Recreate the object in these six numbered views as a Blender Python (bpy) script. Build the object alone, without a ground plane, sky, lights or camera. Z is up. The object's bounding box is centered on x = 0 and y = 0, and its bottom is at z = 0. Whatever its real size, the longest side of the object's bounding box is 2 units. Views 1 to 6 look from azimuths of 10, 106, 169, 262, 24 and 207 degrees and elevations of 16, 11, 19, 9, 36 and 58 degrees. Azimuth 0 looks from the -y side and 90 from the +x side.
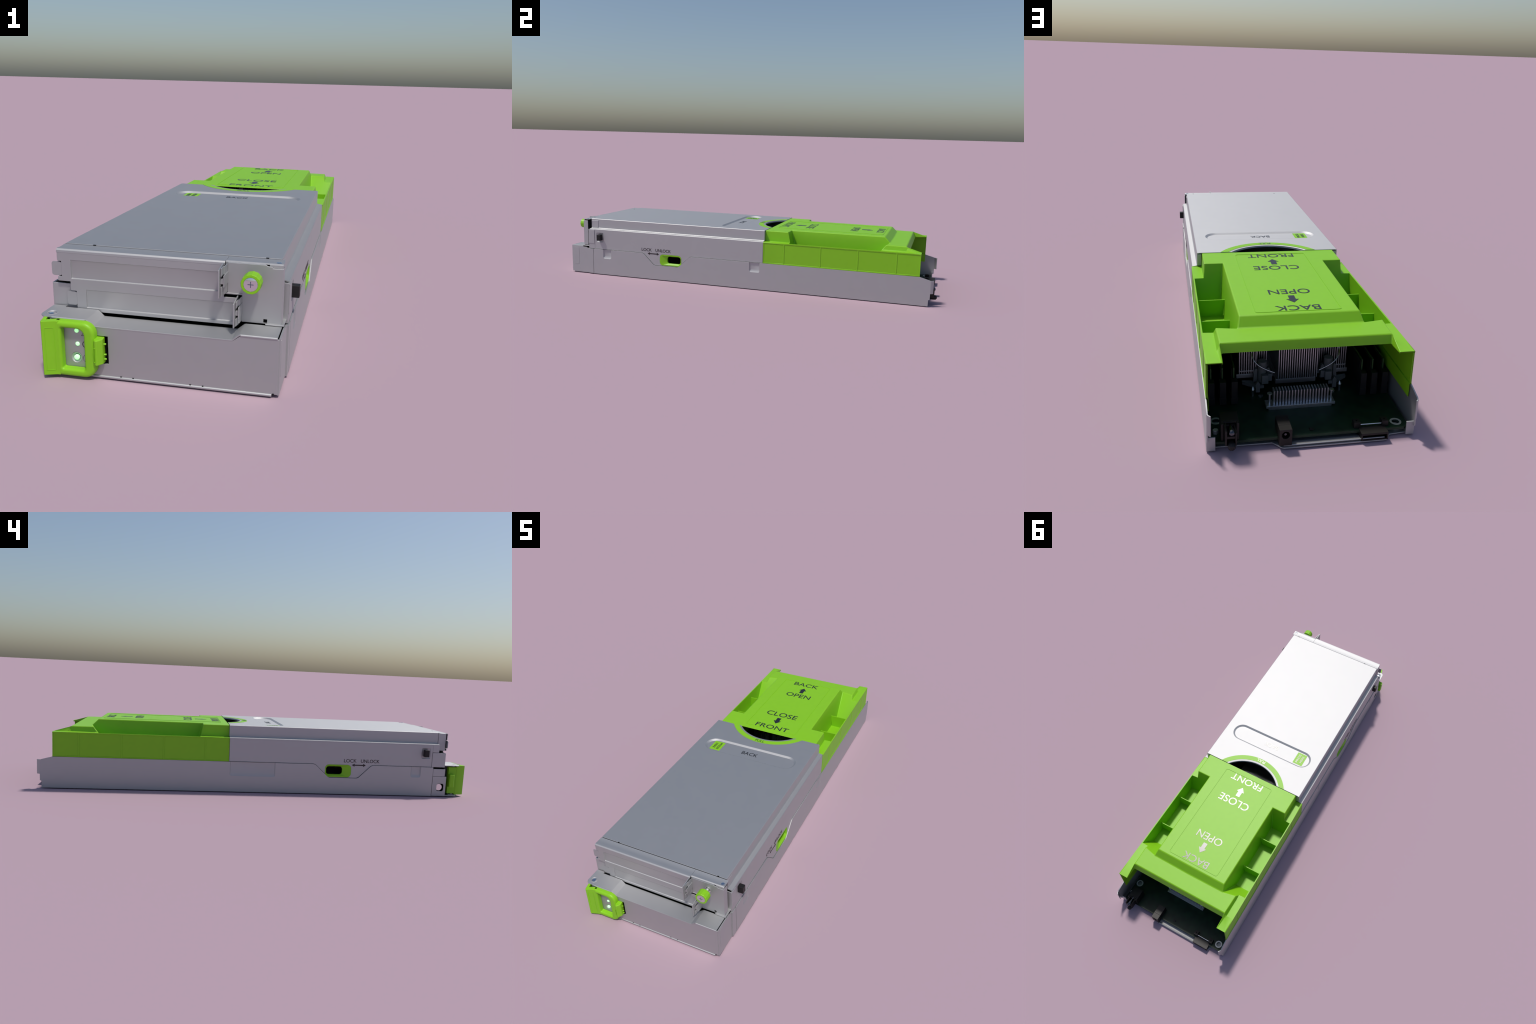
# Half-width server sled: steel tray, sliding steel lid, green air duct, green
# fold-out handle, printed circuit board with heat sinks, memory and rear jacks.
import bpy, bmesh, math
from mathutils import Matrix, Vector

scene = bpy.context.scene
for o in list(bpy.data.objects):
    bpy.data.objects.remove(o)


# ------------------------------------------------------------------ materials
def material(name, color, metallic=0.0, rough=0.4, spec=0.5, grain=0.0, grain_scale=60.0,
             bump=0.0, bump_scale=400.0, stretch=(1, 1, 1), emit=None, emit_power=0.0, rough_var=0.0):
    m = bpy.data.materials.new(name)
    m.use_nodes = True
    nt = m.node_tree
    b = nt.nodes["Principled BSDF"]
    b.inputs["Base Color"].default_value = (*color, 1)
    b.inputs["Metallic"].default_value = metallic
    b.inputs["Roughness"].default_value = rough
    b.inputs["Specular IOR Level"].default_value = spec
    tc = nt.nodes.new("ShaderNodeTexCoord")
    mp = nt.nodes.new("ShaderNodeMapping")
    mp.inputs["Scale"].default_value = stretch
    nt.links.new(tc.outputs["Object"], mp.inputs["Vector"])
    nz = nt.nodes.new("ShaderNodeTexNoise")
    nz.inputs["Scale"].default_value = grain_scale
    nz.inputs["Detail"].default_value = 4
    nt.links.new(mp.outputs["Vector"], nz.inputs["Vector"])
    if grain > 0:
        rp = nt.nodes.new("ShaderNodeValToRGB")
        lo = tuple(c * (1 - grain) for c in color)
        hi = tuple(min(1, c * (1 + grain)) for c in color)
        rp.color_ramp.elements[0].position, rp.color_ramp.elements[1].position = 0.35, 0.65
        rp.color_ramp.elements[0].color, rp.color_ramp.elements[1].color = (*lo, 1), (*hi, 1)
        nt.links.new(nz.outputs["Fac"], rp.inputs["Fac"])
        nt.links.new(rp.outputs["Color"], b.inputs["Base Color"])
    if rough_var > 0:
        mr = nt.nodes.new("ShaderNodeMapRange")
        mr.inputs["From Min"].default_value, mr.inputs["From Max"].default_value = 0.3, 0.7
        mr.inputs["To Min"].default_value, mr.inputs["To Max"].default_value = rough - rough_var, rough + rough_var
        nt.links.new(nz.outputs["Fac"], mr.inputs["Value"])
        nt.links.new(mr.outputs["Result"], b.inputs["Roughness"])
    if bump > 0:
        n2 = nt.nodes.new("ShaderNodeTexNoise")
        n2.inputs["Scale"].default_value = bump_scale
        nt.links.new(tc.outputs["Object"], n2.inputs["Vector"])
        bp = nt.nodes.new("ShaderNodeBump")
        bp.inputs["Strength"].default_value = bump
        bp.inputs["Distance"].default_value = 0.0005
        nt.links.new(n2.outputs["Fac"], bp.inputs["Height"])
        nt.links.new(bp.outputs["Normal"], b.inputs["Normal"])
    if emit:
        b.inputs["Emission Color"].default_value = (*emit, 1)
        b.inputs["Emission Strength"].default_value = emit_power
    return m


STEEL = material("sheet_steel", (0.505, 0.508, 0.516), 1.0, 0.66, grain=0.006, grain_scale=25, rough_var=0.004)
CHROME = material("polished_steel", (0.75, 0.75, 0.77), 1.0, 0.14)
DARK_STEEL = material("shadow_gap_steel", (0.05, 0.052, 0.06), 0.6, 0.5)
GREEN = material("green_plastic", (0.220, 0.520, 0.011), 0.0, 0.47, spec=0.4, grain=0.01, grain_scale=40, bump=0.03, bump_scale=900)
LABEL = material("green_label", (0.222, 0.520, 0.012), 0.0, 0.47, spec=0.4)
INK = material("black_ink", (0.012, 0.012, 0.016), 0.0, 0.30, spec=0.65)
SIDE_INK = material("dark_ink", (0.02, 0.014, 0.016), 0.0, 0.5)
BLACK = material("black_plastic", (0.012, 0.011, 0.012), 0.0, 0.5, spec=0.35)
VOID = material("dark_inside", (0.004, 0.004, 0.004), 0.0, 0.9, spec=0.1)  # near-black colour, darkness of unlit gaps and openings painted on
BOARD = material("circuit_board", (0.006, 0.024, 0.011), 0.0, 0.45, spec=0.35, grain=0.3, grain_scale=30)
FIN = material("aluminium_fin", (0.62, 0.63, 0.66), 1.0, 0.38)
CONNECTOR = material("connector_plastic", (0.010, 0.0085, 0.008), 0.0, 0.45, spec=0.35)
CLIP = material("grey_clip_plastic", (0.11, 0.115, 0.12), 0.0, 0.45)
CHIP_GREEN = material("memory_board", (0.03, 0.075, 0.02), 0.0, 0.5)
COPPER = material("copper_pad", (0.45, 0.10, 0.04), 1.0, 0.35)
LED = material("green_lamp", (0.55, 1.0, 0.55), 0.0, 0.3, emit=(0.40, 1.0, 0.42), emit_power=0.8)
PIN = material("dark_pin_steel", (0.10, 0.105, 0.12), 1.0, 0.25)
SLOT = material("sky_tinted_slot_steel", (0.20, 0.24, 0.29), 1.0, 0.30)  # blue in the base colour is the sky reflection baked in
RIM = material("pad_silver", (0.72, 0.72, 0.72), 1.0, 0.60)

# ------------------------------------------------------------------ hierarchy
root = bpy.data.objects.new("server_sled", None)
scene.collection.objects.link(root)
root["label"] = "long grey steel server sled with green air duct and handle"
root["category"] = "computer server"


def add_object(name, mesh, mat, parent):
    o = bpy.data.objects.new(name, mesh)
    scene.collection.objects.link(o)
    o.parent = parent or root
    if mat and not mesh.materials:
        mesh.materials.append(mat)
    return o


def empty(name, parent=None):
    o = bpy.data.objects.new(name, None)
    scene.collection.objects.link(o)
    o.parent = parent or root
    return o


# axis frames for flat outlines: (u, v, w) -> world
XY = Matrix(((1, 0, 0, 0), (0, 1, 0, 0), (0, 0, 1, 0), (0, 0, 0, 1)))
YZ = Matrix(((0, 0, 1, 0), (1, 0, 0, 0), (0, 1, 0, 0), (0, 0, 0, 1)))     # u=y v=z w=x
XZ = Matrix(((1, 0, 0, 0), (0, 0, 1, 0), (0, 1, 0, 0), (0, 0, 0, 1)))     # u=x v=z w=y


def rrect(u0, u1, v0, v1, r, n=5):
    pts = []
    for cu, cv, a0 in ((u1 - r, v1 - r, 0), (u0 + r, v1 - r, 90), (u0 + r, v0 + r, 180), (u1 - r, v0 + r, 270)):
        for k in range(n + 1):
            a = math.radians(a0 + 90 * k / n)
            pts.append((cu + r * math.cos(a), cv + r * math.sin(a)))
    return pts


def circle(cu, cv, r, n=24):
    return [(cu + r * math.cos(2 * math.pi * k / n), cv + r * math.sin(2 * math.pi * k / n)) for k in range(n)]


def rect(u0, u1, v0, v1):
    return [(u0, v0), (u1, v0), (u1, v1), (u0, v1)]


class Part:
    """Gathers solids into one mesh."""

    def __init__(self):
        self.bm = bmesh.new()

    def box(self, x0, x1, y0, y1, z0, z1):
        v = [self.bm.verts.new(p) for p in ((x0, y0, z0), (x1, y0, z0), (x1, y1, z0), (x0, y1, z0),
                                            (x0, y0, z1), (x1, y0, z1), (x1, y1, z1), (x0, y1, z1))]
        for f in ((0, 3, 2, 1), (4, 5, 6, 7), (0, 1, 5, 4), (1, 2, 6, 5), (2, 3, 7, 6), (3, 0, 4, 7)):
            self.bm.faces.new([v[i] for i in f])
        return self

    def prism(self, frame, loop, w0, w1):
        a = [self.bm.verts.new(frame @ Vector((u, v, w0))) for u, v in loop]
        b = [self.bm.verts.new(frame @ Vector((u, v, w1))) for u, v in loop]
        n = len(a)
        self.bm.faces.new(a)
        self.bm.faces.new(b[::-1])
        for i in range(n):
            j = (i + 1) % n
            self.bm.faces.new((a[i], b[i], b[j], a[j]))
        return self

    def plate(self, frame, loops, w0, w1):
        """Flat plate whose further loops are holes."""
        cu = bpy.data.curves.new("outline", "CURVE")
        cu.dimensions, cu.fill_mode = "2D", "BOTH"
        cu.extrude = abs(w1 - w0) / 2
        for loop in loops:
            s = cu.splines.new("POLY")
            s.points.add(len(loop) - 1)
            for p, (u, v) in zip(s.points, loop):
                p.co = (u, v, 0, 1)
            s.use_cyclic_u = True
        ob = bpy.data.objects.new("outline", cu)
        scene.collection.objects.link(ob)
        me = bpy.data.meshes.new_from_object(ob.evaluated_get(bpy.context.evaluated_depsgraph_get()))
        me.transform(frame @ Matrix.Translation((0, 0, (w0 + w1) / 2)))
        tmp = bmesh.new()
        tmp.from_mesh(me)
        bmesh.ops.remove_doubles(tmp, verts=tmp.verts, dist=1e-6)
        bmesh.ops.dissolve_limit(tmp, angle_limit=0.01, verts=tmp.verts, edges=tmp.edges)
        bmesh.ops.triangulate(tmp, faces=[f for f in tmp.faces if len(f.verts) > 4])
        tmp.to_mesh(me)
        tmp.free()
        self.bm.from_mesh(me)
        bpy.data.meshes.remove(me)
        bpy.data.objects.remove(ob)
        bpy.data.curves.remove(cu)
        return self

    def loft(self, loops, close=True, cap_first=False, cap_last=False):
        rows = [[self.bm.verts.new(p) for p in loop] for loop in loops]
        for a, b in zip(rows, rows[1:]):
            n = len(a)
            for i in range(n if close else n - 1):
                j = (i + 1) % n
                self.bm.faces.new((a[i], a[j], b[j], b[i]))
        if cap_first:
            self.bm.faces.new(rows[0])
        if cap_last:
            self.bm.faces.new(rows[-1])
        return self

    def cylinder(self, base, axis, r0, length, r1=None, n=24, caps=True):
        axis = Vector(axis).normalized()
        side = axis.orthogonal().normalized()
        other = axis.cross(side)
        base = Vector(base)
        rings = []
        for r, d in ((r0, 0), (r0 if r1 is None else r1, length)):
            rings.append([base + axis * d + (side * math.cos(2 * math.pi * k / n) + other * math.sin(2 * math.pi * k / n)) * r for k in range(n)])
        return self.loft(rings, True, caps, caps)

    def turned(self, base, axis, profile, n=24):
        """Lathe: profile is (distance along axis, radius)."""
        axis = Vector(axis).normalized()
        side = axis.orthogonal().normalized()
        other = axis.cross(side)
        base = Vector(base)
        rings = [[base + axis * d + (side * math.cos(2 * math.pi * k / n) + other * math.sin(2 * math.pi * k / n)) * r for k in range(n)] for d, r in profile]
        return self.loft(rings, True, True, True)

    def sheet_strip(self, frame, line, t, w0, w1):
        """Bent sheet: an open polyline (u, v) given thickness t to its left, swept from w0 to w1."""
        n = len(line)
        nor = []
        for i in range(n):
            d = Vector((0, 0))
            if i > 0:
                e = Vector(line[i]) - Vector(line[i - 1])
                d += Vector((-e.y, e.x)).normalized()
            if i < n - 1:
                e = Vector(line[i + 1]) - Vector(line[i])
                d += Vector((-e.y, e.x)).normalized()
            d.normalize()
            if 0 < i < n - 1:
                e = Vector(line[i]) - Vector(line[i - 1])
                c = max(0.4, d.dot(Vector((-e.y, e.x)).normalized()))
                d /= c
            nor.append(d)
        other = [(p[0] + d.x * t, p[1] + d.y * t) for p, d in zip(line, nor)]
        quads = [[frame @ Vector((*p, w)) for p in (line[i], other[i])] for i in range(n) for w in (w0,)]
        a0 = [self.bm.verts.new(frame @ Vector((*p, w0))) for p in line]
        a1 = [self.bm.verts.new(frame @ Vector((*p, w1))) for p in line]
        b0 = [self.bm.verts.new(frame @ Vector((*p, w0))) for p in other]
        b1 = [self.bm.verts.new(frame @ Vector((*p, w1))) for p in other]
        f = self.bm.faces.new
        for i in range(n - 1):
            f((a0[i], a0[i + 1], a1[i + 1], a1[i]))
            f((b0[i + 1], b0[i], b1[i], b1[i + 1]))
            f((a0[i], b0[i], b0[i + 1], a0[i + 1]))
            f((a1[i + 1], b1[i + 1], b1[i], a1[i]))
        f((a0[0], a1[0], b1[0], b0[0]))
        f((a0[-1], b0[-1], b1[-1], a1[-1]))
        return self

    def finish(self, name, mat, parent=None, bevel=0.0, segments=2, angle=30, smooth=35, solid=0.0):
        bm = self.bm
        bmesh.ops.recalc_face_normals(bm, faces=bm.faces)
        me = bpy.data.meshes.new(name)
        bm.to_mesh(me)
        bm.free()
        for p in me.polygons:
            p.use_smooth = True
        me.set_sharp_from_angle(angle=math.radians(smooth))
        o = add_object(name, me, mat, parent)
        if bevel > 0:
            md = o.modifiers.new("round", "BEVEL")
            md.width, md.segments, md.limit_method = bevel, segments, "ANGLE"
            md.angle_limit = math.radians(angle)
            md.use_clamp_overlap = True
            md.harden_normals = True
        return o


def lettering(body, frame, u0, u1, v0, v1, w, mat, parent, weight=0.0, name="lettering"):
    """Text stretched to the box u0..u1, v0..v1 of the frame, standing at w."""
    cu = bpy.data.curves.new("text", "FONT")
    cu.body = body
    cu.extrude = 0.004
    cu.offset = weight
    ob = bpy.data.objects.new("text", cu)
    scene.collection.objects.link(ob)
    me = bpy.data.meshes.new_from_object(ob.evaluated_get(bpy.context.evaluated_depsgraph_get()))
    xs = [v.co.x for v in me.vertices]
    ys = [v.co.y for v in me.vertices]
    su, sv = (u1 - u0) / (max(xs) - min(xs)), (v1 - v0) / (max(ys) - min(ys))
    me.transform(frame @ Matrix.Translation((u0, v0, w)) @ Matrix.Diagonal((su, sv, 0.1, 1)) @ Matrix.Translation((-min(xs), -min(ys), 0)))
    bpy.data.objects.remove(ob)
    bpy.data.curves.remove(cu)
    me.name = name
    return add_object(name, me, mat, parent)


def wire(points, r, name, mat, parent):
    cu = bpy.data.curves.new(name, "CURVE")
    cu.dimensions = "3D"
    cu.bevel_depth, cu.bevel_resolution = r, 3
    s = cu.splines.new("NURBS")
    s.points.add(len(points) - 1)
    for p, c in zip(s.points, points):
        p.co = (*c, 1)
    s.use_endpoint_u = True
    s.order_u = 3
    ob = bpy.data.objects.new("wire", cu)
    scene.collection.objects.link(ob)
    me = bpy.data.meshes.new_from_object(ob.evaluated_get(bpy.context.evaluated_depsgraph_get()))
    bpy.data.objects.remove(ob)
    bpy.data.curves.remove(cu)
    me.name = name
    return add_object(name, me, mat, parent)


# =================================================================== the tray
tray = empty("chassis_tray")
WALL = 0.2979          # outside of the lid skirt
TRAY = 0.3017          # outside of the tray walls, a little proud of the lid
T = 0.004
SEAM = 0.1385          # height of the joint between tray and lid

p = Part()
p.plate(XY, [[(-0.2945, -0.955), (0.2945, -0.955), (0.2945, -0.859), (0.2985, -0.857), (0.2985, 0.947), (0.116, 0.950), (0.094, 0.975), (0.086, 0.979), (-0.206, 0.980),
              (-0.214, 0.978), (-0.230, 0.956), (-0.2985, 0.950), (-0.2985, -0.857), (-0.2945, -0.859)]], 0.0, 0.004)
p.finish("floor_sheet", STEEL, tray, 0.0012)
p = Part()
p.sheet_strip(YZ, [(0.952, 0.0040), (0.968, 0.0046), (0.9745, 0.0066), (0.9785, 0.0100)], 0.003, -0.207, 0.088)
p.finish("rear_lip", STEEL, tray, 0.001)


def dent(part, sx, y0, y1, z0, z1, depth=0.0055):
    """Pressed-in pocket in a side wall: sloped sides down to a flat bottom, open above."""
    r, s = 0.008, 0.006
    outer = rrect(y0, y1, z0, z1 + 0.02, r)
    inner = rrect(y0 + s * 0.7, y1 - s * 0.7, z0 + s * 1.9, z1 + 0.02 - s, r * 0.7)
    x = sx * (TRAY - 0.0003)
    lo = [(x, min(u, 9), min(v, z1)) for u, v in outer]
    li = [(x - sx * depth, u, min(v, z1)) for u, v in inner]
    part.loft([lo, li], True, False, True)


for sx in (1, -1):
    outline = [(-0.8275, 0.0005), (0.961, 0.0005), (0.961, 0.031), (0.968, 0.033), (0.968, 0.122), (0.964, 0.1255), (0.916, SEAM), (-0.247, SEAM),
               (-0.258, 0.1355), (-0.318, 0.081), (-0.328, 0.0765), (-0.457, 0.0765), (-0.466, 0.080), (-0.522, 0.1345), (-0.532, SEAM), (-0.8275, SEAM)]
    pockets = [(-0.767, -0.718, 0.0885)]
    pockets.append((0.072, 0.127, 0.0885) if sx > 0 else (-0.071, 0.138, 0.074))
    # pockets are cut as notches into the top edge
    top = [q for q in outline]
    loop = []
    for i, q in enumerate(outline):
        loop.append(q)
        nx = outline[(i + 1) % len(outline)]
        if q[1] == SEAM and nx[1] == SEAM:
            hit = [k for k in pockets if nx[0] < k[0] and k[1] < q[0]]
            for k in sorted(hit, key=lambda k: -k[0]):
                y0, y1, z0 = k
                cut = rrect(y0, y1, z0, SEAM + 0.02, 0.008)
                low = sorted([c for c in cut if c[1] < SEAM - 0.01], key=lambda c: -math.atan2(c[1] - SEAM, c[0] - (y0 + y1) / 2))
                low = [c for c in cut if c[1] < SEAM - 0.01][::-1]
                loop += [(y1, SEAM)] + low + [(y0, SEAM)]
    p = Part()
    w0, w1 = (TRAY - T, TRAY) if sx > 0 else (-TRAY, -TRAY + T)
    p.plate(YZ, [loop], w0, w1)
    for k in pockets:
        dent(p, sx, k[0], k[1], k[2], SEAM, 0.0050 if k[1] - k[0] < 0.1 else 0.004)
    p.finish("side_wall", STEEL, tray, 0.0009)
    # bent rear flange and foot tab
    p = Part()
    fl = [(sx * TRAY, 0.9665), (sx * 0.2995, 0.974), (sx * 0.2925, 0.982), (sx * 0.2900, 0.9795), (sx * 0.2965, 0.972), (sx * (TRAY - T), 0.9665)]
    p.prism(XY, fl, 0.061, 0.1245)
    p.box(min(sx * 0.277, sx * 0.3015), max(sx * 0.277, sx * 0.3015), 0.957, 0.9612, 0.001, 0.044)
    p.finish("rear_flange", STEEL, tray, 0.001)

# ------------------------------------------------------------ nose of the tray
nose = empty("front_box")
FY = -0.966
p = Part()
face = [(-0.268, 0.006), (0.2935, 0.006), (0.2935, 0.145), (0.203, 0.145), (0.185, 0.1315), (-0.158, 0.1315), (-0.176, 0.145), (-0.268, 0.145)]
slot = rect(-0.150, -0.1215, 0.0385, 0.1105)
p.plate(XZ, [face, slot, circle(-0.2035, 0.048, 0.0136)], FY, FY + T)
p.finish("front_plate", STEEL, nose, 0.0008)
# stepped ledge on top of the nose
p = Part()
prof = [(-0.252, 0.1455), (-0.177, 0.1455), (-0.174, 0.1445), (-0.160, 0.1315), (-0.157, 0.1305), (0.182, 0.1305), (0.185, 0.1315), (0.200, 0.1445), (0.203, 0.1455), (0.2893, 0.1455)]
p.sheet_strip(XZ, prof, 0.0035, FY - 0.0005, -0.897)
p.finish("ledge", STEEL, nose, 0.0008)
p = Part()
corner = [(-0.2515, -0.897), (-0.2515, FY - 0.0005), (-0.278, FY - 0.0005)] + \
         [(-0.278 - 0.019 * math.sin(math.radians(a)), -0.9475 - 0.019 * math.cos(math.radians(a))) for a in range(15, 91, 15)] + [(-0.297, -0.888), (-0.262, -0.888), (-0.262, -0.897)]
p.plate(XY, [corner, circle(-0.274, -0.941, 0.0104)], 0.1455, 0.149)
p.loft([[(-0.274 + r * math.cos(a * math.pi / 12), -0.941 + r * math.sin(a * math.pi / 12), h) for a in range(24)] for r, h in ((0.0150, 0.1491), (0.0130, 0.1500), (0.0104, 0.1470))])
p.finish("ledge_corner", STEEL, nose, 0.0008)
p = Part()
p.turned((-0.274, -0.941, 0.1455), (0, 0, 1), [(0, 0.0102), (0.0016, 0.0102), (0.0028, 0.0075)])
p.finish("screw", CHROME, nose)
# thick front hem under the ledge ends
p = Part()
for x0, x1 in ((-0.263, -0.1775), (0.2035, 0.289)):
    p.cylinder((x0, FY + 0.0012, 0.1464), (1, 0, 0), 0.0032, x1 - x0, n=16)
p.finish("ledge_hem", STEEL, nose)
# right cheek, its overlap strip and pressed rectangle
p = Part()
p.plate(YZ, [[(-0.964, 0.004), (-0.8295, 0.002), (-0.8295, 0.1385), (-0.868, 0.1395), (-0.872, 0.144), (-0.893, 0.144), (-0.897, 0.1475), (-0.964, 0.1475)]], 0.2925, 0.2965)
p.plate(YZ, [rect(-0.8585, -0.8295, 0.002, 0.1380)], 0.2965, 0.3014)
p.plate(YZ, [rrect(-0.952, -0.921, 0.045, 0.139, 0.003)], 0.2964, 0.2971)
p.finish("right_cheek", STEEL, nose, 0.001)
# left cheek with round finger hole
p = Part()
p.plate(YZ, [rect(-0.898, -0.8300, 0.001, 0.0945), rrect(-0.8875, -0.8530, 0.0245, 0.0605, 0.0090)], -0.3000, -0.2960)
p.plate(YZ, [rect(-0.889, -0.8290, 0.0955, 0.1310)], -0.3000, -0.2960)
p.box(-0.2960, -0.262, -0.898, -0.894, 0.001, 0.0945)
p.finish("left_cheek", STEEL, nose, 0.001)
p = Part()
p.cylinder((-0.2905, -0.8660, 0.0430), (-1, 0, 0), 0.0162, 0.0040, n=28)
p.finish("cheek_screw", CHROME, nose, 0.0008)
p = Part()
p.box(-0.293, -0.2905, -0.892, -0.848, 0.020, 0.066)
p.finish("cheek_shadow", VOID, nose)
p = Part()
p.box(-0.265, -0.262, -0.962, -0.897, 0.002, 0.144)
p.finish("cheek_dark_plate", DARK_STEEL, nose)
# rolled bottom edge, with tiny black boxes just above it
p = Part()
p.cylinder((-0.268, FY + 0.0005, 0.0036), (1, 0, 0), 0.0036, 0.547, n=16)
p.finish("bottom_hem", STEEL, nose)
p = Part()
for x in (-0.091, -0.060, 0.083, 0.114, 0.283):
    p.box(x - 0.0018, x + 0.0018, FY - 0.0012, FY + 0.002, 0.0062, 0.0088)
p.finish("hem_dark_box", VOID, nose)
# black plate modelled as the shadow inside the latch slot
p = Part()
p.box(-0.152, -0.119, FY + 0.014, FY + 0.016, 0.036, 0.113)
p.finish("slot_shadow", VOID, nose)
# status lamps
for x, z, r in ((-0.2005, 0.1185, 0.0054), (-0.1995, 0.0842, 0.0054), (-0.2035, 0.048, 0.0068)):
    p = Part()
    p.turned((x, FY + 0.004, z), (0, -1, 0), [(0, r), (0.0045, r), (0.0062, r * 0.75), (0.0068, r * 0.3)], n=20)
    p.finish("status_lamp", LED, nose)
p = Part()
p.loft([[(-0.2035 + r * math.cos(a * math.pi / 14), FY + d, 0.048 + r * math.sin(a * math.pi / 14)) for a in range(28)] for r, d in ((0.0138, -0.0003), (0.0095, 0.0030), (0.0078, 0.005))])
p.finish("button_dish", STEEL, nose)
# printed symbols beside the lamps
p = Part()


def ink_arc(part, cx, cz, r, a0, a1, wd=0.0016, n=14):
    pts = [math.radians(a0 + (a1 - a0) * k / n) for k in range(n + 1)]
    loop = [(cx + (r + wd / 2) * math.cos(a), cz + (r + wd / 2) * math.sin(a)) for a in pts] + \
           [(cx + (r - wd / 2) * math.cos(a), cz + (r - wd / 2) * math.sin(a)) for a in reversed(pts)]
    part.prism(XZ, loop, FY - 0.0004, FY + 0.001)


ink_arc(p, -0.178, 0.084, 0.0085, 120, 420)
p.box(-0.1786, -0.1774, FY - 0.0004, FY + 0.001, 0.086, 0.0945)
for k in range(5):
    ink_arc(p, -0.178, 0.047, 0.0088, 120 + 22 * k, 130 + 22 * k, n=3)
ink_arc(p, -0.178, 0.047, 0.0088, 232, 420)
p.plate(XZ, [[(-0.189, 0.106), (-0.169, 0.106), (-0.179, 0.123)], [(-0.1872, 0.1071), (-0.1708, 0.1071), (-0.179, 0.121)]], FY - 0.0004, FY + 0.001)
p.finish("printed_symbols", SIDE_INK, nose)

# ==================================================================== the lid
lid = empty("sliding_lid")
TOP = 0.3020
Y0, Y1 = -0.849, 0.142
HC, HR = 0.254, 0.1825    # finger hole: centre in y, radius
half = math.acos((HC - Y1) / HR)
arc = [(HR * math.sin(half * (1 - 2 * k / 40)), HC - HR * math.cos(half * (1 - 2 * k / 40))) for k in range(41)]
top = [(-0.2765, Y0), (0.2765, Y0), (0.2765, Y1)] + arc + [(-0.2765, Y1)]
groove = rrect(-0.232, 0.232, -0.117, -0.0175, 0.0497, 10)
p = Part()
p.plate(XY, [top, groove], TOP - 0.0035, TOP)
p.finish("lid_top", STEEL, lid, 0.0008)
# pressed oval field
p = Part()
g1 = rrect(-0.231, 0.231, -0.116, -0.0185, 0.0487, 10)
g2 = rrect(-0.2235, 0.2235, -0.1085, -0.0255, 0.0414, 10)
p.loft([[(u, v, TOP - 0.0002) for u, v in groove], [(u, v, TOP - 0.0008) for u, v in g1], [(u, v, TOP - 0.0062) for u, v in g2]], True, False, True)
o = p.finish("pressed_field", STEEL, lid)
# rolled lip around the finger hole
def arc_at(r, z, n=40):
    h = math.acos((HC - Y1) / r)
    return [(r * math.sin(h * (1 - 2 * k / n)), HC - r * math.cos(h * (1 - 2 * k / n)), z) for k in range(n + 1)]
p = Part()
p.loft([arc_at(0.1915, TOP + 0.0003), arc_at(0.186, TOP + 0.0006), arc_at(0.183, TOP - 0.0012), arc_at(0.1812, TOP - 0.006)], False)
p.finish("hole_lip", STEEL, lid)
# green ring
p = Part()
a, b = arc_at(0.1925, 0), arc_at(0.2185, 0)
loop = [(x, y) for x, y, z in a] + [(x, y) for x, y, z in reversed(b)]
p.plate(XY, [loop], TOP + 0.0001, TOP + 0.0009)
p.finish("green_ring", LABEL, lid)
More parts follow.
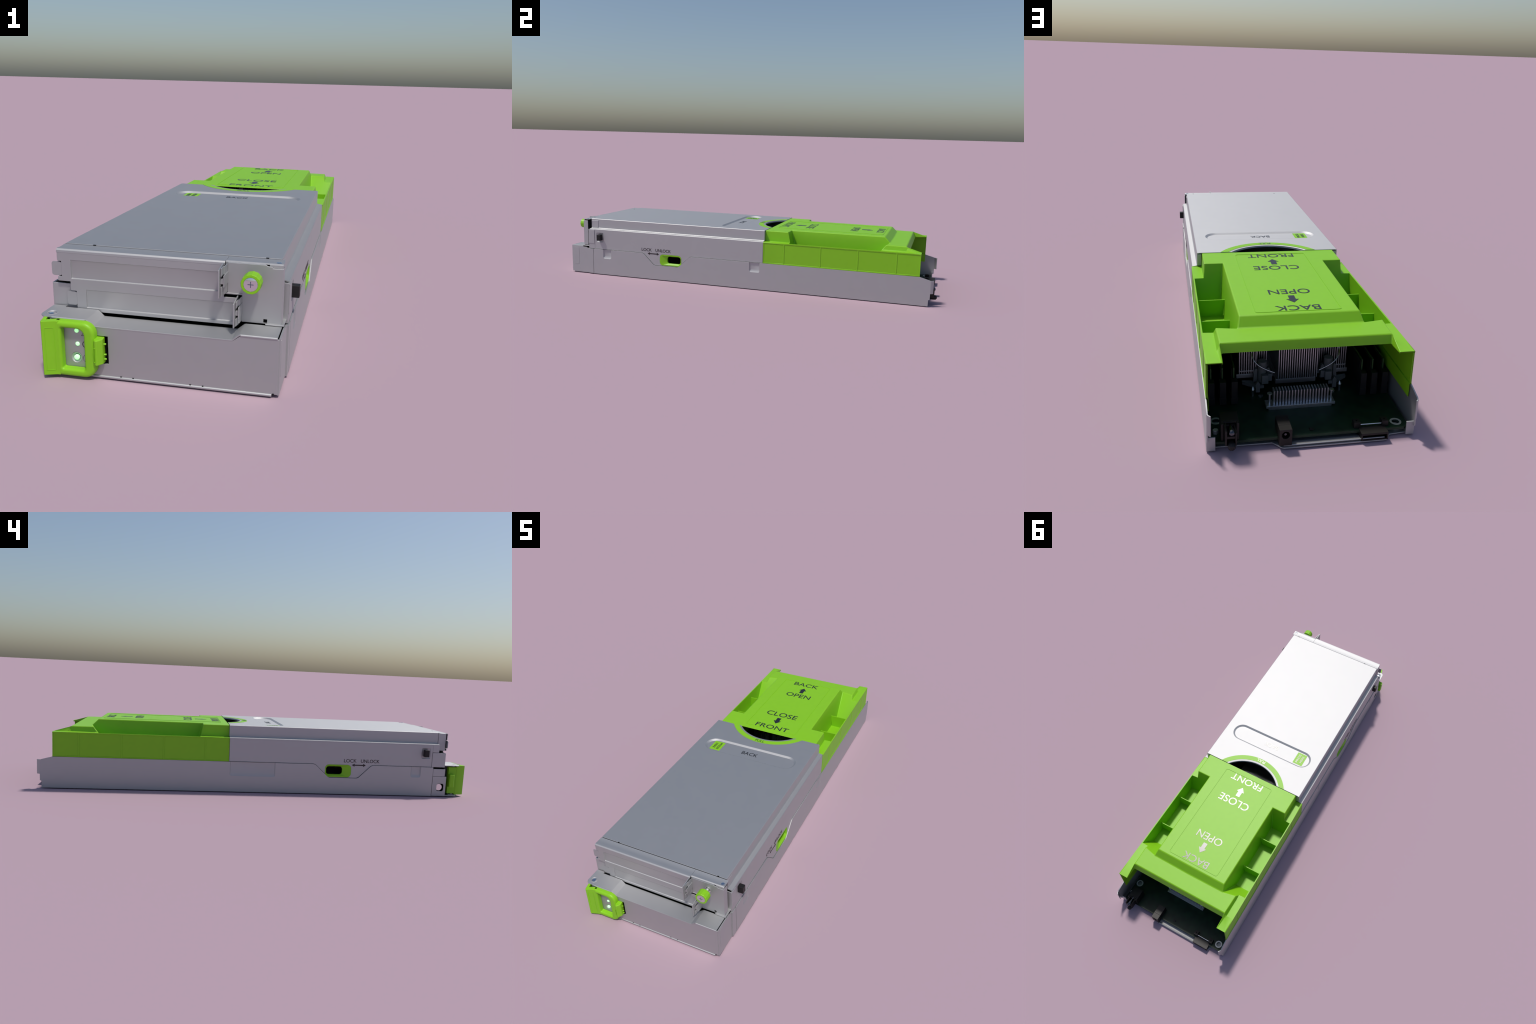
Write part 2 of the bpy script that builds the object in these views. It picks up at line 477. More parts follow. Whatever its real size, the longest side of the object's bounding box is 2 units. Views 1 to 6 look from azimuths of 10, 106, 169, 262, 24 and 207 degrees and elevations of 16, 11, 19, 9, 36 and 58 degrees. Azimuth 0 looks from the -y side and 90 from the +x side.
# stepped shoulders
for sx in (1, -1):
    line = [(sx * 0.270, TOP), (sx * 0.2765, TOP - 0.0001), (sx * 0.2782, TOP - 0.0018), (sx * 0.2782, 0.2535), (sx * 0.2800, 0.2510), (sx * 0.2965, 0.2485), (sx * WALL, 0.2465), (sx * WALL, 0.241)]
    if sx > 0:
        line = [(x, z) for x, z in line][::-1]
    line = [(x, z - 0.0002) for x, z in line]
    p = Part()
    p.sheet_strip(XZ, line, 0.0035, -0.848, Y1 + 0.001)
    p.finish("lid_shoulder", STEEL, lid, 0.0004)
    # lower skirt with tongue around the latch
    g = 0.0014
    skirt = [(-0.819, SEAM + g), (-0.5325, SEAM + g), (-0.522, 0.1345 + g), (-0.4655, 0.080 + g), (-0.4565, 0.0765 + g), (-0.3285, 0.0765 + g), (-0.3185, 0.081 + g),
             (-0.258, 0.1355 + g), (-0.247, SEAM + g), (Y1, SEAM + g), (Y1, 0.2408), (-0.819, 0.2408)]
    hole = rrect(-0.429, -0.3045, 0.0795, 0.1385, 0.018)
    well = rrect(-0.8085, -0.7655, 0.1775, 0.2285, 0.006)
    p = Part()
    w0, w1 = (WALL - T, WALL) if sx > 0 else (-WALL, -WALL + T)
    p.plate(YZ, [skirt, hole, well], w0, w1)
    xo, xi = sx * (WALL - 0.0004), sx * (WALL - 0.0035)
    well2 = rrect(-0.803, -0.771, 0.183, 0.223, 0.003)
    p.loft([[(xo, u, v) for u, v in well], [(xi, u, v) for u, v in well2]], True, False, True)
    p.finish("lid_skirt", STEEL, lid, 0.0009)
    p = Part()
    p.box(*sorted((sx * 0.288, sx * 0.3172)), -0.7960, -0.7755, 0.1880, 0.2200)
    p.finish("stop_block", BLACK, lid, 0.0015)
    # green latch: shallow scoop with an oblong opening
    p = Part()
    def side(loop, d):
        return [(sx * (WALL - d), u, v) for u, v in loop]
    rim0 = rrect(-0.4285, -0.305, 0.080, 0.138, 0.0175, 8)
    rim1 = rrect(-0.4205, -0.3085, 0.0845, 0.1335, 0.0145, 8)
    op0 = rrect(-0.3885, -0.3118, 0.0915, 0.1285, 0.0125, 8)
    p.loft([side(rim0, 0.004), side(rim0, -0.0003), side(rim1, -0.0005), side(op0, 0.0075), side(op0, 0.016)])
    p.finish("latch_slider", GREEN, lid)

# tabs on the front ends of the lid sides
p = Part()
p.box(0.2775, 0.2800, -0.845, -0.806, 0.2535, 0.292)
p.box(0.2975, 0.3003, -0.856, -0.820, 0.168, 0.2430)
p.box(0.2795, 0.2980, -0.8560, -0.8525, 0.142, 0.2455)
p.box(0.2940, 0.2984, -0.8525, -0.819, 0.1405, 0.2425)
p.finish("lid_tab", STEEL, lid, 0.001)
p = Part()
p.box(-0.3002, -0.2945, -0.884, -0.8195, 0.1395, 0.2075)
p.box(-0.2995, -0.236, -0.885, -0.8815, 0.1395, 0.2075)
p.box(-0.2984, -0.2940, -0.851, -0.8191, 0.2085, 0.2465)
p.box(-0.2805, -0.2770, -0.886, -0.8490, 0.2165, 0.2985)
p.finish("lid_tab", STEEL, lid, 0.001)

# marks on the lid
lettering("BACK", XY, -0.040, 0.041, -0.0805, -0.0560, TOP - 0.0060, INK, lid, 0.004)
PULL = XY
lettering("PULL", XY, -0.0235, 0.0235, 0.0400, 0.0575, TOP + 0.0009, INK, lid, 0.002)
p = Part()
p.plate(XY, [rrect(-0.200, -0.146, -0.104, -0.032, 0.003)], TOP - 0.0063, TOP - 0.0056)
p.finish("press_label", LABEL, lid)
# label text reads along -y, its upper side towards +x
TURN = Matrix(((0, 1, 0, 0), (-1, 0, 0, 0), (0, 0, 1, 0), (0, 0, 0, 1)))   # u=-y v=x
lettering("PRESS", TURN, 0.041, 0.095, -0.1695, -0.1575, TOP - 0.0054, INK, lid, 0.002)
lettering("HERE", TURN, 0.047, 0.090, -0.1900, -0.1780, TOP - 0.0054, INK, lid, 0.002)
# side marks: LOCK <-> UNLOCK
for sx in (1, -1):
    # frame whose u runs to the reader's right on each side
    F = Matrix(((0, 0, sx, 0), (sx, 0, 0, 0), (0, 1, 0, 0), (0, 0, 0, 1)))
    if sx > 0:
        a, b = (-0.535, -0.476), (-0.454, -0.365)
        ar = (-0.500, -0.433)
    else:
        a, b = (0.392, 0.4525), (0.473, 0.5630)
        ar = (0.431, 0.498)
    lettering("LOCK", F, *a, 0.150, 0.1660, WALL + 0.0003, SIDE_INK, lid, 0.006)
    lettering("UNLOCK", F, *b, 0.150, 0.1660, WALL + 0.0003, SIDE_INK, lid, 0.006)
    p = Part()
    z = 0.1385
    h, s, l = 0.0075, 0.0026, 0.013
    z = 0.1380
    p.plate(F, [[(ar[0], z), (ar[0] + l, z - h), (ar[0] + l, z - s), (ar[1] - l, z - s), (ar[1] - l, z - h), (ar[1], z),
                 (ar[1] - l, z + h), (ar[1] - l, z + s), (ar[0] + l, z + s), (ar[0] + l, z + h)]], WALL, WALL + 0.0006)
    p.finish("double_arrow", SIDE_INK, lid)

# ------------------------------------------------------------ expansion front
front = empty("expansion_front")
PY = -0.895
# curled strip behind the lid seam, running down into the upper slot cover
p = Part()
p.sheet_strip(YZ, [(-0.8955, 0.2900), (-0.8950, 0.2960), (-0.8915, 0.2995), (-0.886, 0.3000), (-0.875, 0.2985), (-0.862, 0.2990), (-0.8515, 0.3005)], -0.003, -0.2795, 0.148)
p.sheet_strip(YZ, [(-0.8893, 0.2890), (-0.8888, 0.2975), (-0.884, 0.2998), (-0.875, 0.2985), (-0.862, 0.2990), (-0.8515, 0.3005)], -0.003, 0.1485, 0.2865)
p.finish("front_strip", STEEL, front, 0.0005)
p = Part()
p.turned((0.274, -0.8735, 0.2965), (0, 0, 1), [(0, 0.0068), (0.0028, 0.0068), (0.0036, 0.0045)])
p.finish("screw", CHROME, front)
p = Part()
for x in (-0.198, 0.2425):
    p.box(x - 0.0035, x + 0.0035, -0.8515, -0.8475, TOP - 0.0005, TOP + 0.0004)
p.finish("seam_notch", VOID, front)


def slot_cover(x0, x1, z0, z1, r0, r1, s0, s1, tab, foot, field2=None):
    """Bracket blade: face plate with a shallow pressed field, a left tab and a bent right flange."""
    p = Part()
    field = [(r0, s0), (r1, s0), (r1, s1), (r0, s1)]
    inner = [(r0 + 0.0008, s0 + 0.0012), (r1, s0 + 0.0012), (r1, s1 - 0.0075), (r0 + 0.0008, s1 - 0.0075)]
    if foot:
        p.plate(XZ, [foot, field, field2], PY, PY + 0.003)
    p.loft([[(u, PY + 0.0002, v) for u, v in field], [(u, PY + 0.0034, v) for u, v in inner]], True, False, True)
    # bent flange with an upper chamfer
    p.plate(YZ, [[(-0.8965, z0 - 0.002), (-0.944, z0 - 0.001), (-0.9455, z1 - 0.012), (-0.9445, z1 - 0.004), (-0.8965, z1 + 0.001)]], x1 - 0.003, x1)
    p.finish("slot_cover", STEEL, front, 0.0008)
    p = Part()
    p.plate(XZ, [rrect(*tab, 0.006)], PY + 0.002, PY + 0.004)
    p.finish("slot_tab", STEEL, front, 0.0006)
    # mating guide next to the flange, with a jog in the middle
    xm = x1 + 0.0035
    zc = (z0 + z1) / 2
    p = Part()
    p.sheet_strip(XY, [(xm + 0.005, -0.8925), (xm + 0.0035, -0.915), (xm + 0.0005, -0.919), (xm, -0.936)], -0.0025, z0 + 0.001, zc - 0.012)
    p.sheet_strip(XY, [(xm + 0.005, -0.8925), (xm + 0.0035, -0.915), (xm + 0.0005, -0.919), (xm, -0.936)], -0.0025, zc + 0.014, z1 - 0.002)
    p.sheet_strip(XY, [(xm + 0.006, -0.8925), (xm + 0.0055, -0.915), (xm + 0.0055, -0.932)], -0.0025, zc - 0.013, zc + 0.015)
    p.box(x1, x1 + 0.006, -0.930, -0.921, zc - 0.006, zc + 0.006)
    p.finish("slot_guide", STEEL, front, 0.0006)


slot_cover(-0.2785, 0.1465, 0.224, 0.296, -0.243, 0.1425, 0.224, 0.272, (-0.2945, -0.268, 0.2295, 0.2655),
           [(-0.2785, 0.2165), (-0.246, 0.2165), (-0.246, 0.193), (-0.231, 0.193), (-0.231, 0.1415), (0.1825, 0.1415), (0.1825, 0.2110), (0.1465, 0.2110),
            (0.1465, 0.2905), (-0.2785, 0.2905), (-0.2785, 0.268), (-0.268, 0.268), (-0.268, 0.228), (-0.2785, 0.228)], rect(-0.2055, 0.1785, 0.150, 0.1975))
slot_cover(-0.246, 0.1825, 0.154, 0.217, -0.2055, 0.1785, 0.150, 0.1975, (-0.2575, -0.231, 0.1545, 0.1905), None)
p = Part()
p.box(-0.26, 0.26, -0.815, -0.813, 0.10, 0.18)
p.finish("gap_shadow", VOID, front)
# plain panel on the right, with a return along its side
p = Part()
p.plate(XZ, [[(0.190, 0.1505), (0.283, 0.1505), (0.287, 0.1545), (0.287, 0.2895), (0.262, 0.2895), (0.262, 0.2935), (0.252, 0.2935), (0.246, 0.297), (0.155, 0.297), (0.155, 0.222), (0.190, 0.222)],
             rect(0.243, 0.252, 0.1530, 0.1620)], -0.8925, -0.8895)
p.box(0.2845, 0.2875, -0.8895, -0.8665, 0.1555, 0.2895)
p.box(0.150, 0.192, -0.8945, -0.880, 0.2185, 0.2222)
p.box(0.249, 0.294, -0.9000, -0.8550, 0.1500, 0.1530)
p.finish("blank_panel", STEEL, front, 0.0009)
p = Part()
p.box(0.2455, 0.2545, -0.889, -0.887, 0.2895, 0.2975)
p.box(0.243, 0.252, -0.888, -0.886, 0.153, 0.164)
p.finish("panel_notch", VOID, front)
# thumb screw
knob = empty("thumb_screw", front)
p = Part()
KX, KZ = 0.2195, 0.2632
p.turned((KX, -0.8925, KZ), (0, -1, 0), [(0, 0.0125), (0.002, 0.0125), (0.003, 0.0105), (0.022, 0.0105)])
p.finish("neck", CHROME, knob)
p = Part()
p.turned((KX, -0.9130, KZ), (0, -1, 0), [(0, 0.0230), (0.001, 0.0240), (0.0285, 0.0240), (0.0300, 0.0230), (0.0302, 0.0172), (0.0285, 0.0170)], n=13)
p.finish("grip", GREEN, knob, smooth=20)
p = Part()
p.turned((KX, -0.938, KZ), (0, -1, 0), [(0, 0.0165), (0.0052, 0.0165), (0.0055, 0.0160)])
p.finish("screw_face", CHROME, knob)
p = Part()
for w, h in ((0.0070, 0.0010), (0.0010, 0.0075)):
    p.box(KX - w, KX + w, -0.94385, -0.9433, KZ - h, KZ + h) if w > h else p.box(KX - w, KX + w, -0.94392, -0.9433, KZ - h, KZ + h)
p.finish("cross_slot", SLOT, knob)

# ================================================================= the handle
handle = empty("handle")
# lever: a rounded D-shaped loop, with a leaned grip plate on its left


def d_outline(x0, x1, z0, z1, r_ur, r_ul, r_ll, r_lr, n=8):
    pts = []
    for cx, cz, a0, rr in ((x1 - r_ur, z1 - r_ur, 0, r_ur), (x0 + r_ul, z1 - r_ul, 90, r_ul), (x0 + r_ll, z0 + r_ll, 180, r_ll), (x1 - r_lr, z0 + r_lr, 270, r_lr)):
        for k in range(n + 1):
            a = math.radians(a0 + 90 * k / n)
            pts.append((cx + rr * math.cos(a), cz + rr * math.sin(a)))
    return pts


HY = -0.9862
rings = []
ro = 0.0085
def outer_ring(d, y):
    return [(u, y, v) for u, v in d_outline(-0.2485, -0.1470 - d, 0.0045 + d, 0.1470 - d, 0.030 - d, 0.003, 0.003, 0.030 - d)]
def inner_ring(d, y):
    return [(u, y, v) for u, v in d_outline(-0.2325 - d, -0.1745 + d, 0.0240 - d, 0.1300 + d, 0.018 + d, 0.004 + d, 0.004 + d, 0.005 + d)]
rings.append(inner_ring(0, HY + 0.019))
rings.append(outer_ring(0, HY + 0.019))
for k in range(7):
    a = math.pi / 2 * k / 6
    rings.append(outer_ring(ro * (1 - math.cos(a)), HY + ro * (1 - math.sin(a))))
for k in range(7):
    a = math.pi / 2 * (6 - k) / 6
    rings.append(inner_ring(0.0065 * (1 - math.cos(a)), HY + 0.0065 * (1 - math.sin(a))))
rings.append(inner_ring(0, HY + 0.019))
p = Part()
p.loft(rings)
bmesh.ops.remove_doubles(p.bm, verts=p.bm.verts, dist=1e-6)
p.finish("grip_loop", GREEN, handle)
p = Part()
p.plate(XY, [[(-0.2366, HY + 0.0040), (-0.2395, HY - 0.0002), (-0.2460, HY - 0.0004), (-0.2755, -0.9968), (-0.2775, -0.9945), (-0.2860, -0.9550), (-0.2860, -0.9500), (-0.2780, -0.9520), (-0.2700, -0.9805), (-0.2460, -0.9690), (-0.2366, -0.9690)]], 0.0065, 0.1470)
p.finish("grip_plate", GREEN, handle, 0.0014)
GRIP = Matrix.Translation((-0.2755, -0.9968, 0)) @ Matrix.Rotation(math.atan2(0.0104, 0.0295), 4, "Z") @ XZ
p = Part()
p.plate(GRIP, [rrect(0.0062, 0.0290, 0.0185, 0.1310, 0.003), rrect(0.0078, 0.0274, 0.0201, 0.1294, 0.002)], -0.0008, 0.001)
p.finish("grip_border", GREEN, handle, 0.0003)
# hinge side
p = Part()
p.box(-0.2860, -0.2640, -0.9540, -0.9130, 0.0115, 0.1400)
p.finish("hinge_leg", GREEN, handle, 0.002)
p = Part()
p.plate(XY, [[(-0.284, -0.9370), (-0.284, -0.9125), (-0.3085, -0.9105), (-0.3122, -0.9150), (-0.3122, -0.9300), (-0.3085, -0.9345)]], 0.0470, 0.1060)
p.finish("hinge_stop", GREEN, handle, 0.0012)
p = Part()
p.cylinder((-0.272, -0.9415, 0.001), (0, 0, 1), 0.0065, 0.143, n=20)
p.box(-0.285, -0.255, -0.962, -0.92, 0.0035, 0.0065)
p.finish("hinge_pin", STEEL, handle, 0.0008)
# latch button with small teeth
p = Part()
p.plate(XY, [[(-0.1520, -0.960), (-0.1520, -0.972), (-0.1485, -0.9865), (-0.1450, -0.9925), (-0.1390, -0.9935), (-0.1290, -0.980), (-0.1290, -0.966), (-0.134, -0.956)]], 0.0435, 0.1085)
p.finish("latch_button", GREEN, handle, 0.0025, segments=3)
p = Part()
p.plate(XZ, [rrect(-0.1470, -0.1420, 0.052, 0.089, 0.002), rrect(-0.1461, -0.1429, 0.0529, 0.0881, 0.0012)], -0.9936, -0.9915)
for z in (0.0535, 0.0655, 0.0925):
    p.cylinder((-0.1315, -0.972, z), (1, 0.3, 0), 0.0022, 0.0075, n=12)
p.finish("latch_tooth", GREEN, handle, 0.0004)

# ============================================================ green air duct
duct = empty("air_duct")
# Right half described by columns from the middle outwards; each row is a station along y.
FLOOR, DECK = 0.152, 0.2475
OUT = 0.2982


def out_cols(y, rim=0.2950):
    return [(rim, y, DECK), (0.2998, y, DECK), (0.2998, y, 0.2425), (OUT, y, 0.2415), (OUT, y, 0.1445), (0.2998, y, 0.1435), (0.2998, y, 0.1392), (0.2945, y, 0.1392), (0.2945, y, 0.099)]


def station(c, q, s, p1, p2, p3, y_out):
    return [c, q, s, p1, p2, p3] + out_cols(y_out)


T1 = 0.3000
rows = [
    station((0, 0.1440, T1), (0.19, 0.1440, T1), (0.225, 0.1440, T1), (0.2595, 0.1440, T1), (0.2615, 0.1440, DECK), (0.275, 0.1440, DECK), 0.1435),
    station((0, 0.262, T1), (0.19, 0.262, T1), (0.225, 0.262, T1), (0.2595, 0.262, T1), (0.2625, 0.2725, DECK), (0.2950, 0.275, DECK), 0.275),
    station((0, 0.262, T1), (0.19, 0.262, T1), (0.1925, 0.2685, 0.272), (0.1925, 0.2685, 0.272), (0.2018, 0.299, FLOOR), (0.2925, 0.299, FLOOR), 0.275),
    station((0, 0.733, T1), (0.187, 0.733, T1), (0.195, 0.760, 0.2725), (0.195, 0.760, 0.2725), (0.2018, 0.661, FLOOR), (0.2925, 0.661, FLOOR), 0.727),
    station((0, 0.762, 0.2725), (0.195, 0.760, 0.2725), (0.195, 0.760, 0.2725), (0.2585, 0.746, 0.2715), (0.2635, 0.7285, DECK), (0.2950, 0.727, DECK), 0.727),
    station((0, 0.843, 0.2705), (0.195, 0.843, 0.2705), (0.225, 0.843, 0.2705), (0.2555, 0.843, 0.2705), (0.2625, 0.843, DECK), (0.2950, 0.843, DECK), 0.843),
]
visor = [(0, 0.857, 0.2445), (0.195, 0.857, 0.2445), (0.225, 0.857, 0.2445), (0.2515, 0.857, 0.2445)]
tip_in = (0.2525, 0.915, DECK - 0.001)
last = [(0.2560, 0.9152, DECK), (0.2950, 0.9152, DECK)] + out_cols(0.9152)


def build_duct():
    bm = bmesh.new()
    cache = {}

    def vert(p):
        k = tuple(round(c, 5) for c in p)
        if k not in cache:
            cache[k] = bm.verts.new(p)
        return cache[k]

    def face(*ps):
        vs = []
        for p in ps:
            v = vert(p)
            if v not in vs:
                vs.append(v)
        if len(vs) < 3:
            return
        a, b, c = vs[0].co, vs[1].co, vs[2].co
        area = sum(((vs[i].co - a).cross(vs[i + 1].co - a) for i in range(1, len(vs) - 1)), Vector()).length
        if area < 1e-9:
            return
        try:
            bm.faces.new(vs)
        except ValueError:
            pass

    for m in (1, -1):
        def M(p):
            return (p[0] * m, p[1], p[2])
        for a, b in zip(rows, rows[1:]):
            for i in range(len(a) - 1):
                q = [a[i], a[i + 1], b[i + 1], b[i]]
                face(*[M(x) for x in q])
        a = rows[-1]
        for i in range(3):
            face(*[M(x) for x in (a[i], a[i + 1], visor[i + 1], visor[i])])
        tail = a[4:]
        for i in range(len(tail) - 1):
            face(*[M(x) for x in (tail[i], tail[i + 1], last[i + 1], last[i])])
        # gusset running from the visor out along the inner edge of the arm
        face(*[M(x) for x in (a[3], a[4], last[0])])
        face(*[M(x) for x in (a[3], last[0], tip_in)])
        face(*[M(x) for x in (a[3], tip_in, visor[3])])
        face(*[M(x) for x in (visor[3], tip_in, (0.2525, 0.915, DECK - 0.005), (0.2515, 0.857, 0.2405))])
    bmesh.ops.recalc_face_normals(bm, faces=bm.faces)
    ref = [f for f in bm.faces if f.normal.z > 0.9 or f.normal.z < -0.9]
    ref = [f for f in ref if abs(f.calc_center_median().z - T1) < 0.001]
    if sum(f.normal.z for f in ref) < 0:
        bmesh.ops.reverse_faces(bm, faces=bm.faces)
    me = bpy.data.meshes.new("duct_shell")
    bm.to_mesh(me)
    bm.free()
    for q in me.polygons:
        q.use_smooth = True
    me.set_sharp_from_angle(angle=math.radians(40))
    o = add_object("duct_shell", me, GREEN, duct)
    b = o.modifiers.new("round", "BEVEL")
    b.width, b.segments, b.limit_method = 0.0036, 3, "WEIGHT"
    b.use_clamp_overlap = False
    tmp = bmesh.new()
    tmp.from_mesh(me)
    wt = tmp.edges.layers.float.new("bevel_weight_edge")
    for e in tmp.edges:
        if len(e.link_faces) == 2 and math.degrees(e.calc_face_angle(0)) > 22 and max(abs(v.co.x) for v in e.verts) < 0.2915 and e.calc_length() > 0.012 and max(v.co.y for v in e.verts) < 0.90:
            e[wt] = 1.0
    tmp.to_mesh(me)
    tmp.free()
    s = o.modifiers.new("thick", "SOLIDIFY")
    s.thickness, s.offset = 0.003, -1
    o.modifiers.new("even_shading", "WEIGHTED_NORMAL").keep_sharp = True
    return o


build_duct()
# outer ribs, end strips
for sx in (1, -1):
    for y in (0.251, 0.436, 0.620, 0.804):
        p = Part()
        p.box(*sorted((sx * (OUT - 0.001), sx * 0.2996)), y - 0.0028, y + 0.0028, 0.143, 0.2425)
        p.finish("duct_rib", GREEN, duct, 0.0008)
    p = Part()
    p.box(*sorted((sx * (OUT - 0.001), sx * 0.2996)), 0.1437, 0.1480, 0.143, 0.2425)
    p.box(*sorted((sx * (OUT - 0.004), sx * 0.2996)), 0.9115, 0.9150, 0.143, 0.2425)
    p.finish("duct_end_strip", GREEN, duct, 0.0008)
    # cross plates inside the pockets
    for y in (0.403, 0.575):
        p = Part()
        p.prism(XZ, [(sx * 0.1962, 0.2140), (sx * 0.2955, 0.2140), (sx * 0.2935, FLOOR - 0.001), (sx * 0.2035, FLOOR - 0.001)], y - 0.002, y + 0.002)
        p.finish("pocket_plate", GREEN, duct, 0.0007)
# front frame: dark edge where lid and duct meet
p = Part()
for sx in (1, -1):
    p.box(*sorted((sx * 0.262, sx * 0.2755)), 0.1405, 0.1436, 0.250, 0.2965)
p.finish("duct_side_cap", STEEL, duct, 0.0006)
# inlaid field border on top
p = Part()
p.plate(XY, [rrect(-0.1360, 0.1360, 0.1725, 0.7175, 0.010), rrect(-0.1336, 0.1336, 0.1749, 0.7151, 0.0085)], T1 - 0.001, T1 + 0.0013)
p.finish("field_border", GREEN, duct, 0.0004)
# duct lettering and arrows
Z = T1 + 0.0003
lettering("FRONT", XY, -0.0875, 0.0900, 0.1775, 0.2140, Z, INK, duct, 0.002)
lettering("CLOSE", XY, -0.0825, 0.0850, 0.3085, 0.3490, Z, INK, duct, 0.002)
lettering("OPEN", XY, -0.0685, 0.0705, 0.5410, 0.5800, Z, INK, duct, 0.002)
lettering("BACK", XY, -0.0725, 0.0690, 0.6745, 0.7110, Z, INK, duct, 0.002)
for tip, tail in ((0.2365, 0.2930), (0.6510, 0.5945)):
    d = 1 if tail > tip else -1
    hb = tip + d * 0.0265
    p = Part()
    p.plate(XY, [[(0.002, tip), (0.0225, hb), (0.0125, hb), (0.0125, tail), (-0.0085, tail), (-0.0085, hb), (-0.0185, hb)]], T1, T1 + 0.0007)
    p.finish("arrow", INK, duct)

# ============================================================= inside the tray
board = empty("mainboard")
p = Part()
p.plate(XY, [[(-0.288, -0.86), (0.288, -0.86), (0.288, 0.955), (0.268, 0.957), (-0.272, 0.957), (-0.288, 0.945)]] +
        [circle(-0.256, 0.929, 0.0115), circle(0.267, 0.856, 0.0115)], 0.0178, 0.0255)
p.finish("circuit_board", BOARD, board)
for x, y in ((-0.256, 0.929), (0.267, 0.856)):
    p = Part()
    p.plate(XY, [circle(x, y, 0.0172, 32), circle(x, y, 0.0112, 32)], 0.0250, 0.0262)
    p.finish("mounting_ring", RIM, board)
    p = Part()
    p.cylinder((x, y, 0.004), (0, 0, 1), 0.010, 0.012)
    p.finish("standoff", STEEL, board)
p = Part()
p.box(-0.006, 0.006, 0.930, 0.940, 0.0250, 0.0290)
p.finish("small_chip", CONNECTOR, board, 0.0006)

# rear jack
jack = Part()
jack.plate(XZ, [rect(0.066, 0.102, 0.012, 0.063), circle(0.084, 0.0455, 0.0115)], 0.955, 0.980)
jack.box(0.066, 0.102, 0.908, 0.9549, 0.0250, 0.063)
jack.finish("power_jack", CONNECTOR, board, 0.0008)
p = Part()
p.cylinder((0.084, 0.955, 0.0455), (0, 1, 0), 0.0035, 0.020, n=12)
p.finish("jack_pin", PIN, board)
# flat edge socket with two posts and a retaining bar
p = Part()
p.plate(XZ, [rect(-0.2165, -0.1365, 0.004, 0.0282), rect(-0.2125, -0.1405, 0.008, 0.0215)], 0.945, 0.980)
p.box(-0.2125, -0.1405, 0.945, 0.950, 0.006, 0.024)
p.finish("edge_socket", CONNECTOR, board, 0.0006)
for x in (-0.133, -0.217):
    p = Part()
    p.box(x - 0.010, x + 0.010, 0.925, 0.947, 0.0250, 0.0435)
    p.finish("socket_post", CONNECTOR, board, 0.0008)
    p = Part()
    p.cylinder((x, 0.935, 0.0434), (0, 0, 1), 0.0026, 0.0004, n=12)
    p.finish("post_hole", VOID, board)
p = Part()
p.cylinder((-0.212, 0.941, 0.033), (1, 0, 0), 0.0022, 0.074, n=12)
p.finish("socket_bar", CHROME, board)
# corner power connector
p = Part()
p.box(0.2105, 0.2610, 0.893, 0.938, 0.0250, 0.0785)
p.box(0.2105, 0.2185, 0.938, 0.953, 0.0250, 0.0785)
p.box(0.2535, 0.2610, 0.938, 0.953, 0.0250, 0.0785)
p.box(0.2185, 0.2535, 0.938, 0.944, 0.0740, 0.0785)
p.finish("power_connector", CONNECTOR, board, 0.001)
p = Part()
p.box(0.2205, 0.2250, 0.936, 0.986, 0.0300, 0.0700)
p.box(0.2475, 0.2525, 0.936, 0.986, 0.0310, 0.0770)
p.box(0.2250, 0.2475, 0.962, 0.984, 0.0515, 0.0590)
p.box(0.2250, 0.2475, 0.936, 0.950, 0.0320, 0.0720)
p.finish("connector_cage", CONNECTOR, board, 0.0007)
p = Part()
p.turned((0.2345, 0.942, 0.0700), (0, 1, 0), [(0, 0.0040), (0.012, 0.0040), (0.014, 0.0060), (0.030, 0.0085), (0.042, 0.0092), (0.047, 0.0065), (0.049, 0.003)], n=20)
p.finish("guide_pin", PIN, board)
p = Part()
p.turned((0.2350, 0.945, 0.0310), (0, 1, 0), [(0, 0.0112), (0.040, 0.0112), (0.049, 0.0105), (0.0535, 0.007), (0.055, 0.002)], n=24)
p.finish("rubber_bumper", BLACK, board)
p = Part()
p.cylinder((0.273, 0.915, 0.0252), (0, 0, 1), 0.0085, 0.012, n=6)
p.finish("hex_nut", RIM, board, 0.0008)

# low heat sink near the rear
sink = empty("low_heat_sink")
p = Part()
p.box(-0.090, 0.105, 0.794, 0.822, 0.0255, 0.0334)
p.box(-0.0995, 0.1135, 0.789, 0.8265, 0.0335, 0.0412)
p.finish("sink_base", FIN, sink, 0.0008)
fin = None
for k in range(19):
    x = -0.0780 + 0.166 * k / 18
    if fin is None:
        q = Part()
        q.box(-0.0022, 0.0022, 0.7890, 0.8150, 0.0412, 0.0845)
        fin = q.finish("sink_fin", FIN, sink, 0.0004)
        fin.location.x = x
    else:
        c = fin.copy()
        scene.collection.objects.link(c)
        c.location.x = x
for x in (-0.0895, 0.1020):
    p = Part()
    p.turned((x, 0.811, 0.0412), (0, 0, 1), [(0, 0.0032), (0.031, 0.0032), (0.034, 0.0075), (0.037, 0.0075), (0.038, 0.006)], n=18)
    p.finish("push_pin", FIN, sink)

# processor heat sink: narrow tongue to the rear, wide block in front
cpu = empty("processor_heat_sink")
p = Part()
p.box(-0.060, 0.0690, 0.35, 0.7270, 0.058, 0.0735)
p.box(-0.178, 0.187, 0.35, 0.680, 0.058, 0.072)
p.box(-0.050, 0.0600, 0.44, 0.640, 0.025, 0.0575)
p.finish("cooler_base", FIN, cpu, 0.0008)


